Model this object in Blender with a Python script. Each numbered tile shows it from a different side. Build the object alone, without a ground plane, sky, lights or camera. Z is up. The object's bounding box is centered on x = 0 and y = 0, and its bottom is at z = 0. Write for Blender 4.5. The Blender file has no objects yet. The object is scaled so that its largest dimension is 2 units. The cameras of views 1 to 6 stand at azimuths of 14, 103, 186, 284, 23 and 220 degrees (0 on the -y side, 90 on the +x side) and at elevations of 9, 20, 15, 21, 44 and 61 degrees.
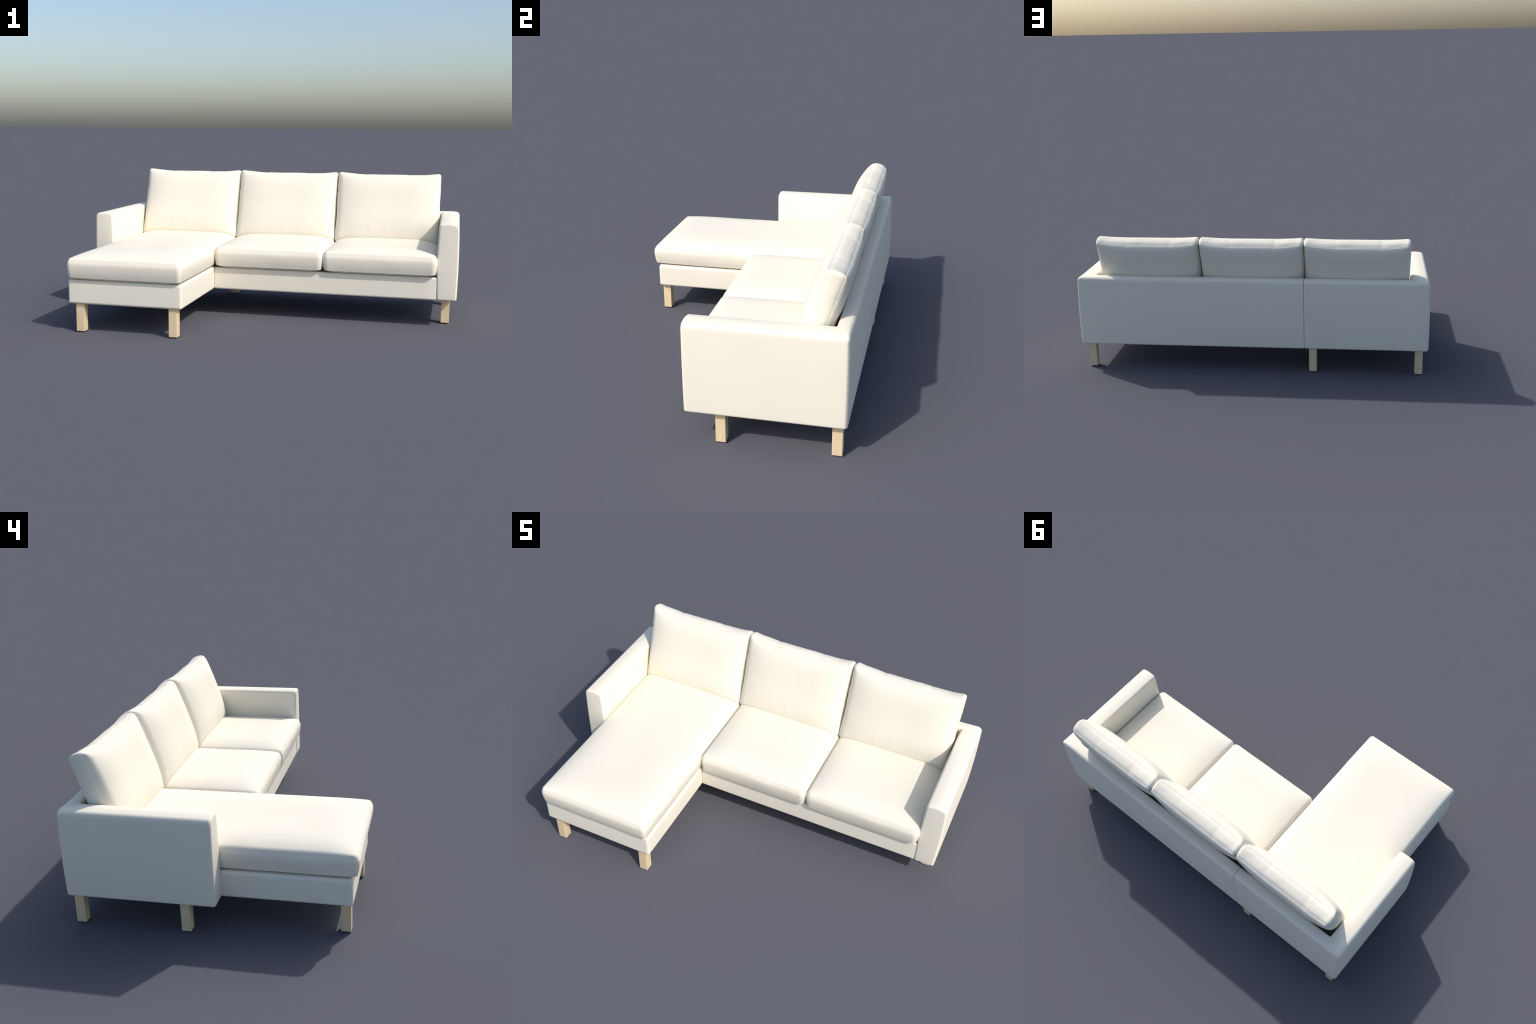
"""Corner sofa with a chaise: upholstered frame, box cushions with sewn seams, birch legs."""
import bpy, math
from mathutils import Vector, Matrix, noise

# ------------------------------------------------------------------ materials
def new_mat(name):
    m = bpy.data.materials.new(name)
    m.use_nodes = True
    nt = m.node_tree
    return m, nt, nt.nodes["Principled BSDF"], nt.nodes, nt.links

def fabric(name, base, dark):
    m, nt, p, N, L = new_mat(name)
    tc = N.new("ShaderNodeTexCoord")
    # faint cloudiness of dyed cloth
    big = N.new("ShaderNodeTexNoise")
    big.inputs["Scale"].default_value = 5.0
    big.inputs["Detail"].default_value = 3.0
    L.new(tc.outputs["Object"], big.inputs["Vector"])
    ramp = N.new("ShaderNodeValToRGB")
    ramp.color_ramp.elements[0].position = 0.25
    ramp.color_ramp.elements[0].color = (*dark, 1)
    ramp.color_ramp.elements[1].position = 0.75
    ramp.color_ramp.elements[1].color = (*base, 1)
    L.new(big.outputs["Fac"], ramp.inputs["Fac"])
    L.new(ramp.outputs["Color"], p.inputs["Base Color"])
    # woven grain
    weave = N.new("ShaderNodeTexNoise")
    weave.inputs["Scale"].default_value = 420.0
    weave.inputs["Detail"].default_value = 2.0
    L.new(tc.outputs["Object"], weave.inputs["Vector"])
    bump = N.new("ShaderNodeBump")
    bump.inputs["Strength"].default_value = 0.06
    bump.inputs["Distance"].default_value = 0.001
    L.new(weave.outputs["Fac"], bump.inputs["Height"])
    L.new(bump.outputs["Normal"], p.inputs["Normal"])
    p.inputs["Roughness"].default_value = 0.85
    p.inputs["Specular IOR Level"].default_value = 0.25
    return m

def birch(name):
    m, nt, p, N, L = new_mat(name)
    tc = N.new("ShaderNodeTexCoord")
    oi = N.new("ShaderNodeObjectInfo")
    mul = N.new("ShaderNodeMath"); mul.operation = 'MULTIPLY'
    mul.inputs[1].default_value = 7.0
    L.new(oi.outputs["Random"], mul.inputs[0])
    comb = N.new("ShaderNodeCombineXYZ")
    L.new(mul.outputs[0], comb.inputs["X"]); L.new(mul.outputs[0], comb.inputs["Z"])
    mp = N.new("ShaderNodeMapping")
    mp.inputs["Scale"].default_value = (70, 70, 5)
    L.new(tc.outputs["Object"], mp.inputs["Vector"])
    L.new(comb.outputs[0], mp.inputs["Location"])
    no = N.new("ShaderNodeTexNoise")
    no.inputs["Scale"].default_value = 1.0
    no.inputs["Detail"].default_value = 5.0
    no.inputs["Distortion"].default_value = 0.4
    L.new(mp.outputs[0], no.inputs["Vector"])
    ramp = N.new("ShaderNodeValToRGB")
    ramp.color_ramp.elements[0].position = 0.3
    ramp.color_ramp.elements[0].color = (*WOOD_DARK, 1)
    ramp.color_ramp.elements[1].position = 0.7
    ramp.color_ramp.elements[1].color = (*WOOD_LIGHT, 1)
    L.new(no.outputs["Fac"], ramp.inputs["Fac"])
    L.new(ramp.outputs["Color"], p.inputs["Base Color"])
    p.inputs["Roughness"].default_value = 0.55
    p.inputs["Specular IOR Level"].default_value = 0.3
    return m

def plain(name, col, rough=0.7):
    m, nt, p, N, L = new_mat(name)
    p.inputs["Base Color"].default_value = (*col, 1)
    p.inputs["Roughness"].default_value = rough
    return m

WOOD_LIGHT = (0.79, 0.635, 0.415)
WOOD_DARK = (0.71, 0.55, 0.35)
CLOTH = fabric("ivory_cloth", (0.820, 0.771, 0.655), (0.804, 0.753, 0.634))
WOOD = birch("birch_wood")
SLAB_DARK = plain("leg_slab_dark", (0.05, 0.045, 0.04), 0.9)

# ------------------------------------------------------------------ helpers
def make_obj(name, verts, faces, mat, parent, sharp=None):
    me = bpy.data.meshes.new(name)
    me.from_pydata([tuple(v) for v in verts], [], faces)
    me.validate()
    me.update()
    import bmesh
    bm = bmesh.new(); bm.from_mesh(me)
    bmesh.ops.recalc_face_normals(bm, faces=bm.faces)
    if sharp is not None:
        for e in bm.edges:
            if math.degrees(e.calc_face_angle(0.0)) > sharp:
                e.smooth = False
    bm.to_mesh(me); bm.free()
    for p in me.polygons:
        p.use_smooth = True
    me.materials.append(mat)
    ob = bpy.data.objects.new(name, me)
    bpy.context.collection.objects.link(ob)
    ob.parent = parent
    return ob

def instance(ob, parent, loc):
    o = ob.copy()
    bpy.context.collection.objects.link(o)
    o.parent = parent
    o.location = loc
    for c in ob.children:
        cc = c.copy()
        bpy.context.collection.objects.link(cc)
        cc.parent = o
    return o

def grid_samples(n, ease=0.8):
    """-1..1, denser near both ends."""
    out = []
    for i in range(n + 1):
        u = -1 + 2 * i / n
        out.append((1 - ease) * u + ease * u * (1.5 - 0.5 * u * u))
    return out

def box_surface(nx, ny, nz):
    """Topology of a gridded box: index map of its surface points and the quads."""
    idx, pts, quads = {}, [], []
    def vid(i, j, k):
        if (i, j, k) not in idx:
            idx[(i, j, k)] = len(pts); pts.append((i, j, k))
        return idx[(i, j, k)]
    for i in range(nx):
        for j in range(ny):
            for k in (0, nz):
                quads.append([vid(i, j, k), vid(i+1, j, k), vid(i+1, j+1, k), vid(i, j+1, k)])
    for i in range(nx):
        for k in range(nz):
            for j in (0, ny):
                quads.append([vid(i, j, k), vid(i+1, j, k), vid(i+1, j, k+1), vid(i, j, k+1)])
    for j in range(ny):
        for k in range(nz):
            for i in (0, nx):
                quads.append([vid(i, j, k), vid(i, j+1, k), vid(i, j+1, k+1), vid(i, j, k+1)])
    return idx, pts, quads

def axis_samples(lo, hi, rlo, rhi, mid=16, cor=6):
    """Samples along one side of a rounded box, packed inside the rounded ends."""
    s = [lo + rlo * (1 - math.tan((1 - i / cor) * math.pi / 4)) for i in range(cor)]
    s += [lo + rlo + (hi - rhi - lo - rlo) * i / mid for i in range(mid + 1)]
    s += [hi - rhi * (1 - math.tan((i + 1) / cor * math.pi / 4)) for i in range(cor)]
    return s

def soft_box(name, lo, hi, rlo, rhi, parent, mat, bulge=0.0, mid=16):
    """Box whose edges are rounded (radius per side) and whose faces swell a little."""
    ax = [axis_samples(lo[a], hi[a], rlo[a], rhi[a], mid) for a in range(3)]
    n = [len(a) - 1 for a in ax]
    idx, pts, quads = box_surface(*n)
    verts = []
    for (i, j, k) in pts:
        p = [ax[0][i], ax[1][j], ax[2][k]]
        q = [min(max(p[a], lo[a] + rlo[a]), hi[a] - rhi[a]) for a in range(3)]
        d = []
        for a in range(3):
            r = rlo[a] if p[a] < q[a] else rhi[a]
            d.append((p[a] - q[a]) / r if r > 0 else 0.0)
        ln = math.sqrt(sum(x * x for x in d)); mx = max(abs(x) for x in d)
        if ln > 1e-9:
            d = [x / ln * mx for x in d]
        v = []
        for a in range(3):
            r = rlo[a] if p[a] < q[a] else rhi[a]
            v.append(q[a] + d[a] * r)
        c = [(v[a] - (lo[a] + hi[a]) / 2) / ((hi[a] - lo[a]) / 2) for a in range(3)]
        for a in range(3):
            o = [b for b in range(3) if b != a]
            w = (1 - abs(c[o[0]]) ** 4) * (1 - abs(c[o[1]]) ** 2)
            v[a] += bulge * max(-1, min(1, c[a])) * max(0, w)
        verts.append(v)
    return make_obj(name, verts, quads, mat, parent)

def tube_ring(name, path, rad, parent, mat, seed=0, sides=6):
    """Closed sewn seam: a thin welt along a ring of points."""
    n = len(path); verts = []; faces = []
    for i in range(n):
        a, b, c = path[i - 1], path[i], path[(i + 1) % n]
        t = (c - a).normalized()
        up = Vector((0, 0, 1)); s = t.cross(up).normalized(); u = s.cross(t)
        r = rad * (1 + 0.35 * noise.noise(b * 60 + Vector((seed, 0, 0))))
        for k in range(sides):
            an = 2 * math.pi * k / sides
            verts.append(b + s * math.cos(an) * r + u * math.sin(an) * r)
    for i in range(n):
        for k in range(sides):
            j = (i + 1) % n; l = (k + 1) % sides
            faces.append([i*sides+k, i*sides+l, j*sides+l, j*sides+k])
    return make_obj(name, verts, faces, mat, parent)

def cushion(name, hx, hy, z_top, z_bot, crown_top, crown_bot, gusset, radius, fall_top, fall_bot,
            parent, mat, nx=84, ny=84, nz=10, seed=0, wobble=0.0012, outline=None, dents=None, piping=0.0007, power=4.0, taper=0.0,
            roll_top=(0.016, 0.010), roll_bot=(0.014, 0.008)):
    """Box cushion: two swelling panels sewn to a side strip. Local z is the panel normal."""
    S, T = grid_samples(nx), grid_samples(ny)
    idx, pts, quads = box_surface(nx, ny, nz)

    def plan(s, t):
        x, y = s * hx, t * hy
        qx = min(max(x, -hx + radius), hx - radius)
        qy = min(max(y, -hy + radius), hy - radius)
        dx, dy = (x - qx) / radius, (y - qy) / radius
        l = math.hypot(dx, dy); m = max(abs(dx), abs(dy))
        if l > 1e-9:
            dx, dy = dx / l * m, dy / l * m
        return qx + dx * radius, qy + dy * radius

    def normal(s, t):
        x, y = s * hx, t * hy
        qx = min(max(x, -hx + radius), hx - radius)
        qy = min(max(y, -hy + radius), hy - radius)
        v = Vector((x - qx, y - qy))
        if abs(s) < 1 and abs(t) >= 1 and v.x == 0: v = Vector((0, t))
        if abs(t) < 1 and abs(s) >= 1 and v.y == 0: v = Vector((s, 0))
        return v.normalized()

    def strip(w):
        """Outward swell of the side strip, w = 0 at the lower seam, 1 at the upper one."""
        if taper == 0:
            return gusset * (1 - abs(2 * w - 1) ** 3)
        return gusset * (1 - max(0, (w - 0.7) / 0.3) ** 2.5) - taper * max(0, (0.75 - w) / 0.75) ** 2

    def roll(s, t, w):
        """Quarter-round turn of the panel where it meets the seam (0 at the seam, 1 inside)."""
        def e(d):
            d = min(max(d / w, 0), 1)
            return math.sqrt(1 - (1 - d) ** 2)
        return e((1 - abs(s)) * hx) * e((1 - abs(t)) * hy)

    def swell(s, t, fall):
        def f(d):
            d = min(max(d, 0), 1)
            return 1 - (1 - d) ** power
        return f((1 - abs(s)) * hx / min(fall, hx)) * f((1 - abs(t)) * hy / min(fall, hy))

    verts = []
    for (i, j, k) in pts:
        s, t = S[i], T[j]
        x, y = plan(s, t)
        if outline:
            ox, oy = outline(s, t)
            x += ox; y += oy
        if k == nz or k == 0:
            if k == nz:
                z = z_top + (crown_top - roll_top[1]) * swell(s, t, fall_top) + roll_top[1] * roll(s, t, roll_top[0])
            else:
                z = z_bot - (crown_bot - roll_bot[1]) * swell(s, t, fall_bot) - roll_bot[1] * roll(s, t, roll_bot[0])
            if k == 0:
                nv = normal(s, t) if max(abs(s), abs(t)) >= 1 else Vector((0, 0))
                x += nv.x * strip(0) if taper else 0; y += nv.y * strip(0) if taper else 0
        else:
            w = k / nz
            z = z_bot + (z_top - z_bot) * w
            nv = normal(s, t)
            g = strip(w)
            g *= 1 + 0.25 * noise.noise(Vector((x * 7, y * 7, seed + 4.0)))
            x += nv.x * g; y += nv.y * g
        p = Vector((x, y, z))
        if dents:
            p = dents(p, s, t, k, nz)
        am = wobble * min(1.0, 8 * (1 - max(abs(s), abs(t))) + (0.25 if k in (0, nz) else 0.6))
        q = p * 6.5 + Vector((seed, seed * 2.1, 0))
        p = p + Vector((noise.noise(q), noise.noise(q + Vector((9, 3, 1))), noise.noise(q + Vector((2, 7, 5))))) * am
        verts.append(p)
    ob = make_obj(name, verts, quads, mat, parent)
    ring = []
    for i in range(nx): ring.append((i, 0))
    for j in range(ny): ring.append((nx, j))
    for i in range(nx, 0, -1): ring.append((i, ny))
    for j in range(ny, 0, -1): ring.append((0, j))
    if taper:                       # lower seam of a seat cushion is a crease
        low = {idx[(i, j, 0)] for i, j in ring}
        for e in ob.data.edges:
            if e.vertices[0] in low and e.vertices[1] in low:
                e.use_edge_sharp = True
    for k in ((nz, 0) if taper == 0 else (nz,)):
        tube_ring("seam", [verts[idx[(i, j, k)]].copy() for i, j in ring], piping, ob, mat, seed)
    return ob

# ------------------------------------------------------------------ the sofa
sofa = bpy.data.objects.new("corner_sofa", None)
bpy.context.collection.objects.link(sofa)
sofa["label"] = "ivory fabric corner sofa with chaise and short birch legs"
sofa["category"] = "sofa"

Z0, SPLIT = 0.1455, -0.303          # underside of the frame, joint between the two units
ARM_IN, BACK_IN = 0.895, 0.562     # inner faces of armrest and backrest
OUT_X, OUT_Y, FRONT = 0.9965, 0.6275, -0.0455
ARM_TOP, BACK_TOP = 0.5455, 0.5485

# bases
soft_box("seat_base", (SPLIT + 0.003, -0.0425, Z0), (ARM_IN - 0.001, BACK_IN - 0.002, 0.2655),
         (0.004, 0.010, 0.010), (0.004, 0.004, 0.012), sofa, CLOTH, bulge=0.0012, mid=24)
soft_box("chaise_base", (-0.8985, -0.6065, Z0 - 0.001), (SPLIT + 0.002, BACK_IN - 0.004, 0.2675),
         (0.012, 0.012, 0.012), (0.012, 0.004, 0.015), sofa, CLOTH, bulge=0.0012, mid=24)

# armrest + backrest: one padded profile swept round the corner, cut at the mitre seam
def wall_profile(T, top, r_in, r_out, r_low, inset, crown):
    """Closed section (across, z) of a padded wall of thickness T."""
    pts = []
    def arc(cx, cz, r, a0, a1, n=8):
        for i in range(n + 1):
            a = math.radians(a0 + (a1 - a0) * i / n)
            pts.append((cx + r * math.cos(a), cz + r * math.sin(a)))
    lo = Z0 + inset; hi = top - inset; a = inset; b = T - inset
    rl = max(r_low - inset * 0.5, 0.001)
    arc(b - rl, lo + rl, rl, -90, 0)
    nv = 14
    z1, z2 = lo + rl, hi - r_out
    for i in range(1, nv):
        f = i / nv
        pts.append((b + 0.0035 * (1 - (2*f-1)**2), z1 + (z2 - z1) * f))
    arc(b - r_out, hi - r_out, r_out, 0, 90)
    for i in range(1, 8):
        f = i / 8
        pts.append((b - r_out + (a + r_in - b + r_out) * f, hi + crown * (1 - (2*f-1)**2)))
    arc(a + r_in, hi - r_in, r_in, 90, 180)
    z1, z2 = hi - r_in, lo + rl
    for i in range(1, nv):
        f = i / nv
        pts.append((a - 0.004 * (1 - (2*f-1)**2), z1 + (z2 - z1) * f))
    arc(a + rl, lo + rl, rl, 180, 270)
    return pts

def wall(name, stations, parent, mat):
    """stations: list of (inner point, outer point, thickness, top, inset, r_in, r_out, crown)."""
    rings = []
    for (I, O, T, top, inset, r_in, r_out, crown) in stations:
        pr = wall_profile(T, top, r_in, r_out, 0.011, inset, crown)
        d = (Vector(O) - Vector(I)) / T
        rings.append([Vector((I[0] + d.x * a, I[1] + d.y * a, z)) for a, z in pr])
    n = len(rings[0]); verts = [v for r in rings for v in r]; faces = []
    for s in range(len(rings) - 1):
        for k in range(n):
            l = (k + 1) % n
            faces.append([s*n+k, s*n+l, (s+1)*n+l, (s+1)*n+k])
    faces.append(list(range(n)))
    faces.append([(len(rings)-1)*n + k for k in range(n)])
    return make_obj(name, verts, faces, mat, parent, sharp=50)

def end_round(r, steps=6):
    """(advance, inset) pairs from the flat of a rounded end towards the full section."""
    return [(r * (1 - math.cos(math.pi / 2 * i / steps)), r * (1 - math.sin(math.pi / 2 * i / steps)))
            for i in range(steps + 1)]

def build_unit(sx, x_end):
    """sx: +1 right unit, -1 left unit (mirrored in x); backrest runs to x_end."""
    T_arm, T_back = OUT_X - ARM_IN, OUT_Y - BACK_IN
    rc = 0.016                                   # outer vertical corner
    A = []                                       # armrest stations front -> mitre
    arm_kw = (0.016, 0.024, 0.003)
    back_kw = (0.016, 0.022, 0.001)
    for adv, ins in end_round(0.011):
        y = FRONT + adv
        A.append(((sx*ARM_IN, y), (sx*OUT_X, y), T_arm, ARM_TOP, ins, *arm_kw))
    for i in range(1, 21):
        y = FRONT + 0.011 + (BACK_IN - 0.02 - FRONT - 0.011) * i / 20
        A.append(((sx*ARM_IN, y), (sx*OUT_X, y), T_arm, ARM_TOP + 0.002 * i / 20, 0.0, *arm_kw))
    # turn: outer rail follows an arc, inner rail a tight one
    def corner(f):
        a = f * math.pi / 2
        cx, cy = OUT_X - rc, OUT_Y - rc
        O = (cx + rc * math.cos(a), cy + rc * math.sin(a))
        ri = 0.004
        I = (ARM_IN - ri + ri * math.cos(a), BACK_IN - ri + ri * math.sin(a))
        return I, O
    def corner_station(f, inset=0.0):
        I, O = corner(f)
        T = math.dist(I, O)
        top = ARM_TOP + 0.002 + (BACK_TOP - ARM_TOP - 0.002) * f
        return ((sx*I[0], I[1]), (sx*O[0], O[1]), T, top, inset, 0.016, 0.022, 0.002)
    for i in range(4):
        A.append(corner_station(i / 10))
    A.append(corner_station(0.47)); A.append(corner_station(0.492, 0.0005)); A.append(corner_station(0.497, 0.0014))
    wall("armrest", A, sofa, CLOTH)
    B = [corner_station(0.503, 0.0014), corner_station(0.508, 0.0005), corner_station(0.53)]
    for i in range(7, 11):
        B.append(corner_station(i / 10))
    x0 = ARM_IN - 0.02
    xe = sx * x_end
    n = 30
    for i in range(n + 1):
        x = x0 + (xe + 0.006 - x0) * i / n
        B.append(((sx*x, BACK_IN), (sx*x, OUT_Y), T_back, BACK_TOP, 0.0, *back_kw))
    for adv, ins in reversed(end_round(0.006)):
        x = xe + adv
        B.append(((sx*x, BACK_IN), (sx*x, OUT_Y), T_back, BACK_TOP, ins, *back_kw))
    wall("backrest", B, sofa, CLOTH)

build_unit(+1, SPLIT + 0.0005)
build_unit(-1, SPLIT - 0.0005)

# seat cushions
Z_SEAM_T, Z_SEAM_B = 0.3675, 0.2815
def seat(name, x0, x1, y0, y1, seed, radius):
    cx, cy = (x0 + x1) / 2, (y0 + y1) / 2
    g = 0.008
    ob = cushion(name, (x1 - x0) / 2 - g, (y1 - y0) / 2 - g, Z_SEAM_T, Z_SEAM_B, 0.0375, 0.019, g, radius,
                 0.26, 0.12, sofa, CLOTH, seed=seed, taper=0.010, power=4.6, roll_bot=(0.01, 0.0), ny=84 if y1 - y0 < 0.8 else 120)
    ob.location = (cx, cy, 0)
    return ob
s1 = seat("seat_cushion", 0.2965, 0.8965, -0.0755, 0.545, 3, 0.024)
instance(s1, sofa, (s1.location.x - 0.5945, s1.location.y, 0))
seat("chaise_cushion", -0.8975, -0.2945, -0.632, 0.545, 8, 0.016)

# back cushions, leaning
TILT = math.radians(18.6)
def back_outline(s, t):
    ox = -0.0022 * math.copysign(1, s) * (1 - abs(t) ** 3) * abs(s) ** 3
    oy = -0.012 * (1 - abs(s) ** 4) * max(0, t) ** 4
    return ox, oy

def back_dents(p, s, t, k, nz):
    """Puckers of the sewn top and short folds low on the face."""
    if t > 0.8:
        for c, a in ((-0.135, 0.0018), (0.117, 0.0015)):
            p.y -= a * math.exp(-((p.x - c) / 0.012) ** 2) * (t - 0.8) / 0.2 * (0.5 if k == nz else 1)
    if abs(s) > 0.85:
        p.x -= math.copysign(1, s) * 0.0015 * math.exp(-((p.y - 0.095) / 0.010) ** 2) * (abs(s) - 0.85) / 0.15
    if 0 < k < nz:                              # gathered cloth on the side strip
        pk = noise.noise(Vector((p.x * 22 + p.z * 14, p.y * 22, 3.0))) * 0.0016
        if abs(t) >= 1: p.y += pk * t
        else: p.x += pk * s
    if k == nz:
        p.z -= 0.009 * math.exp(-((p.y + 0.2) / 0.08) ** 2)
        low = math.exp(-((p.y + 0.135) / 0.035) ** 2)
        for c, a, w in ((-0.110, -0.0010, 0.009), (-0.092, 0.0006, 0.012), (-0.028, -0.0008, 0.008),
                        (0.004, 0.0012, 0.009), (0.020, -0.0007, 0.010)):
            p.z += a * low * math.exp(-((p.x - c) / w) ** 2)
    return p

HB = 0.200
bc = cushion("back_cushion", 0.2865, HB, 0.038, -0.038, 0.047, 0.036, 0.011, 0.009, 0.26, 0.26,
             sofa, CLOTH, seed=21, wobble=0.0018, outline=back_outline, dents=back_dents, piping=0.0015,
             roll_top=(0.030, 0.016), roll_bot=(0.026, 0.012))
# local y (height) -> leaning upwards, local z (front panel) -> towards the sitter
rot = Matrix.Rotation(math.radians(90) - TILT, 4, 'X')
mid_top = Vector((0, 0.5567, 0.755))            # between the two upper seams
up = Vector((0, math.sin(TILT), math.cos(TILT)))
centre = mid_top - up * HB
bc.rotation_euler = rot.to_euler()
bc.location = (0.5895, centre.y, centre.z)
for x in (-0.004, -0.5955):
    instance(bc, sofa, (x, centre.y, centre.z))

# legs
first = None
W = 0.043
for (x, y) in ((-0.8405, -0.573), (-0.350, -0.573), (0.941, 0.1), (0.941, 0.585),
               (-0.946, 0.1), (-0.946, 0.585), (-0.350, 0.585)):
    if first is None:
        first = soft_box("leg", (-W/2, -W/2, 0.003), (W/2, W/2, Z0 + 0.006), (0.0015,)*3, (0.0015,)*3, sofa, WOOD, mid=4)
        soft_box("dark_leg_slab", (-W/2 + 0.003, -W/2 + 0.003, 0.0), (W/2 - 0.003, W/2 - 0.003, 0.0045),
                 (0.001,)*3, (0.001,)*3, first, SLAB_DARK, mid=2)
        first.location = (x, y, 0)
    else:
        instance(first, sofa, (x, y, 0))
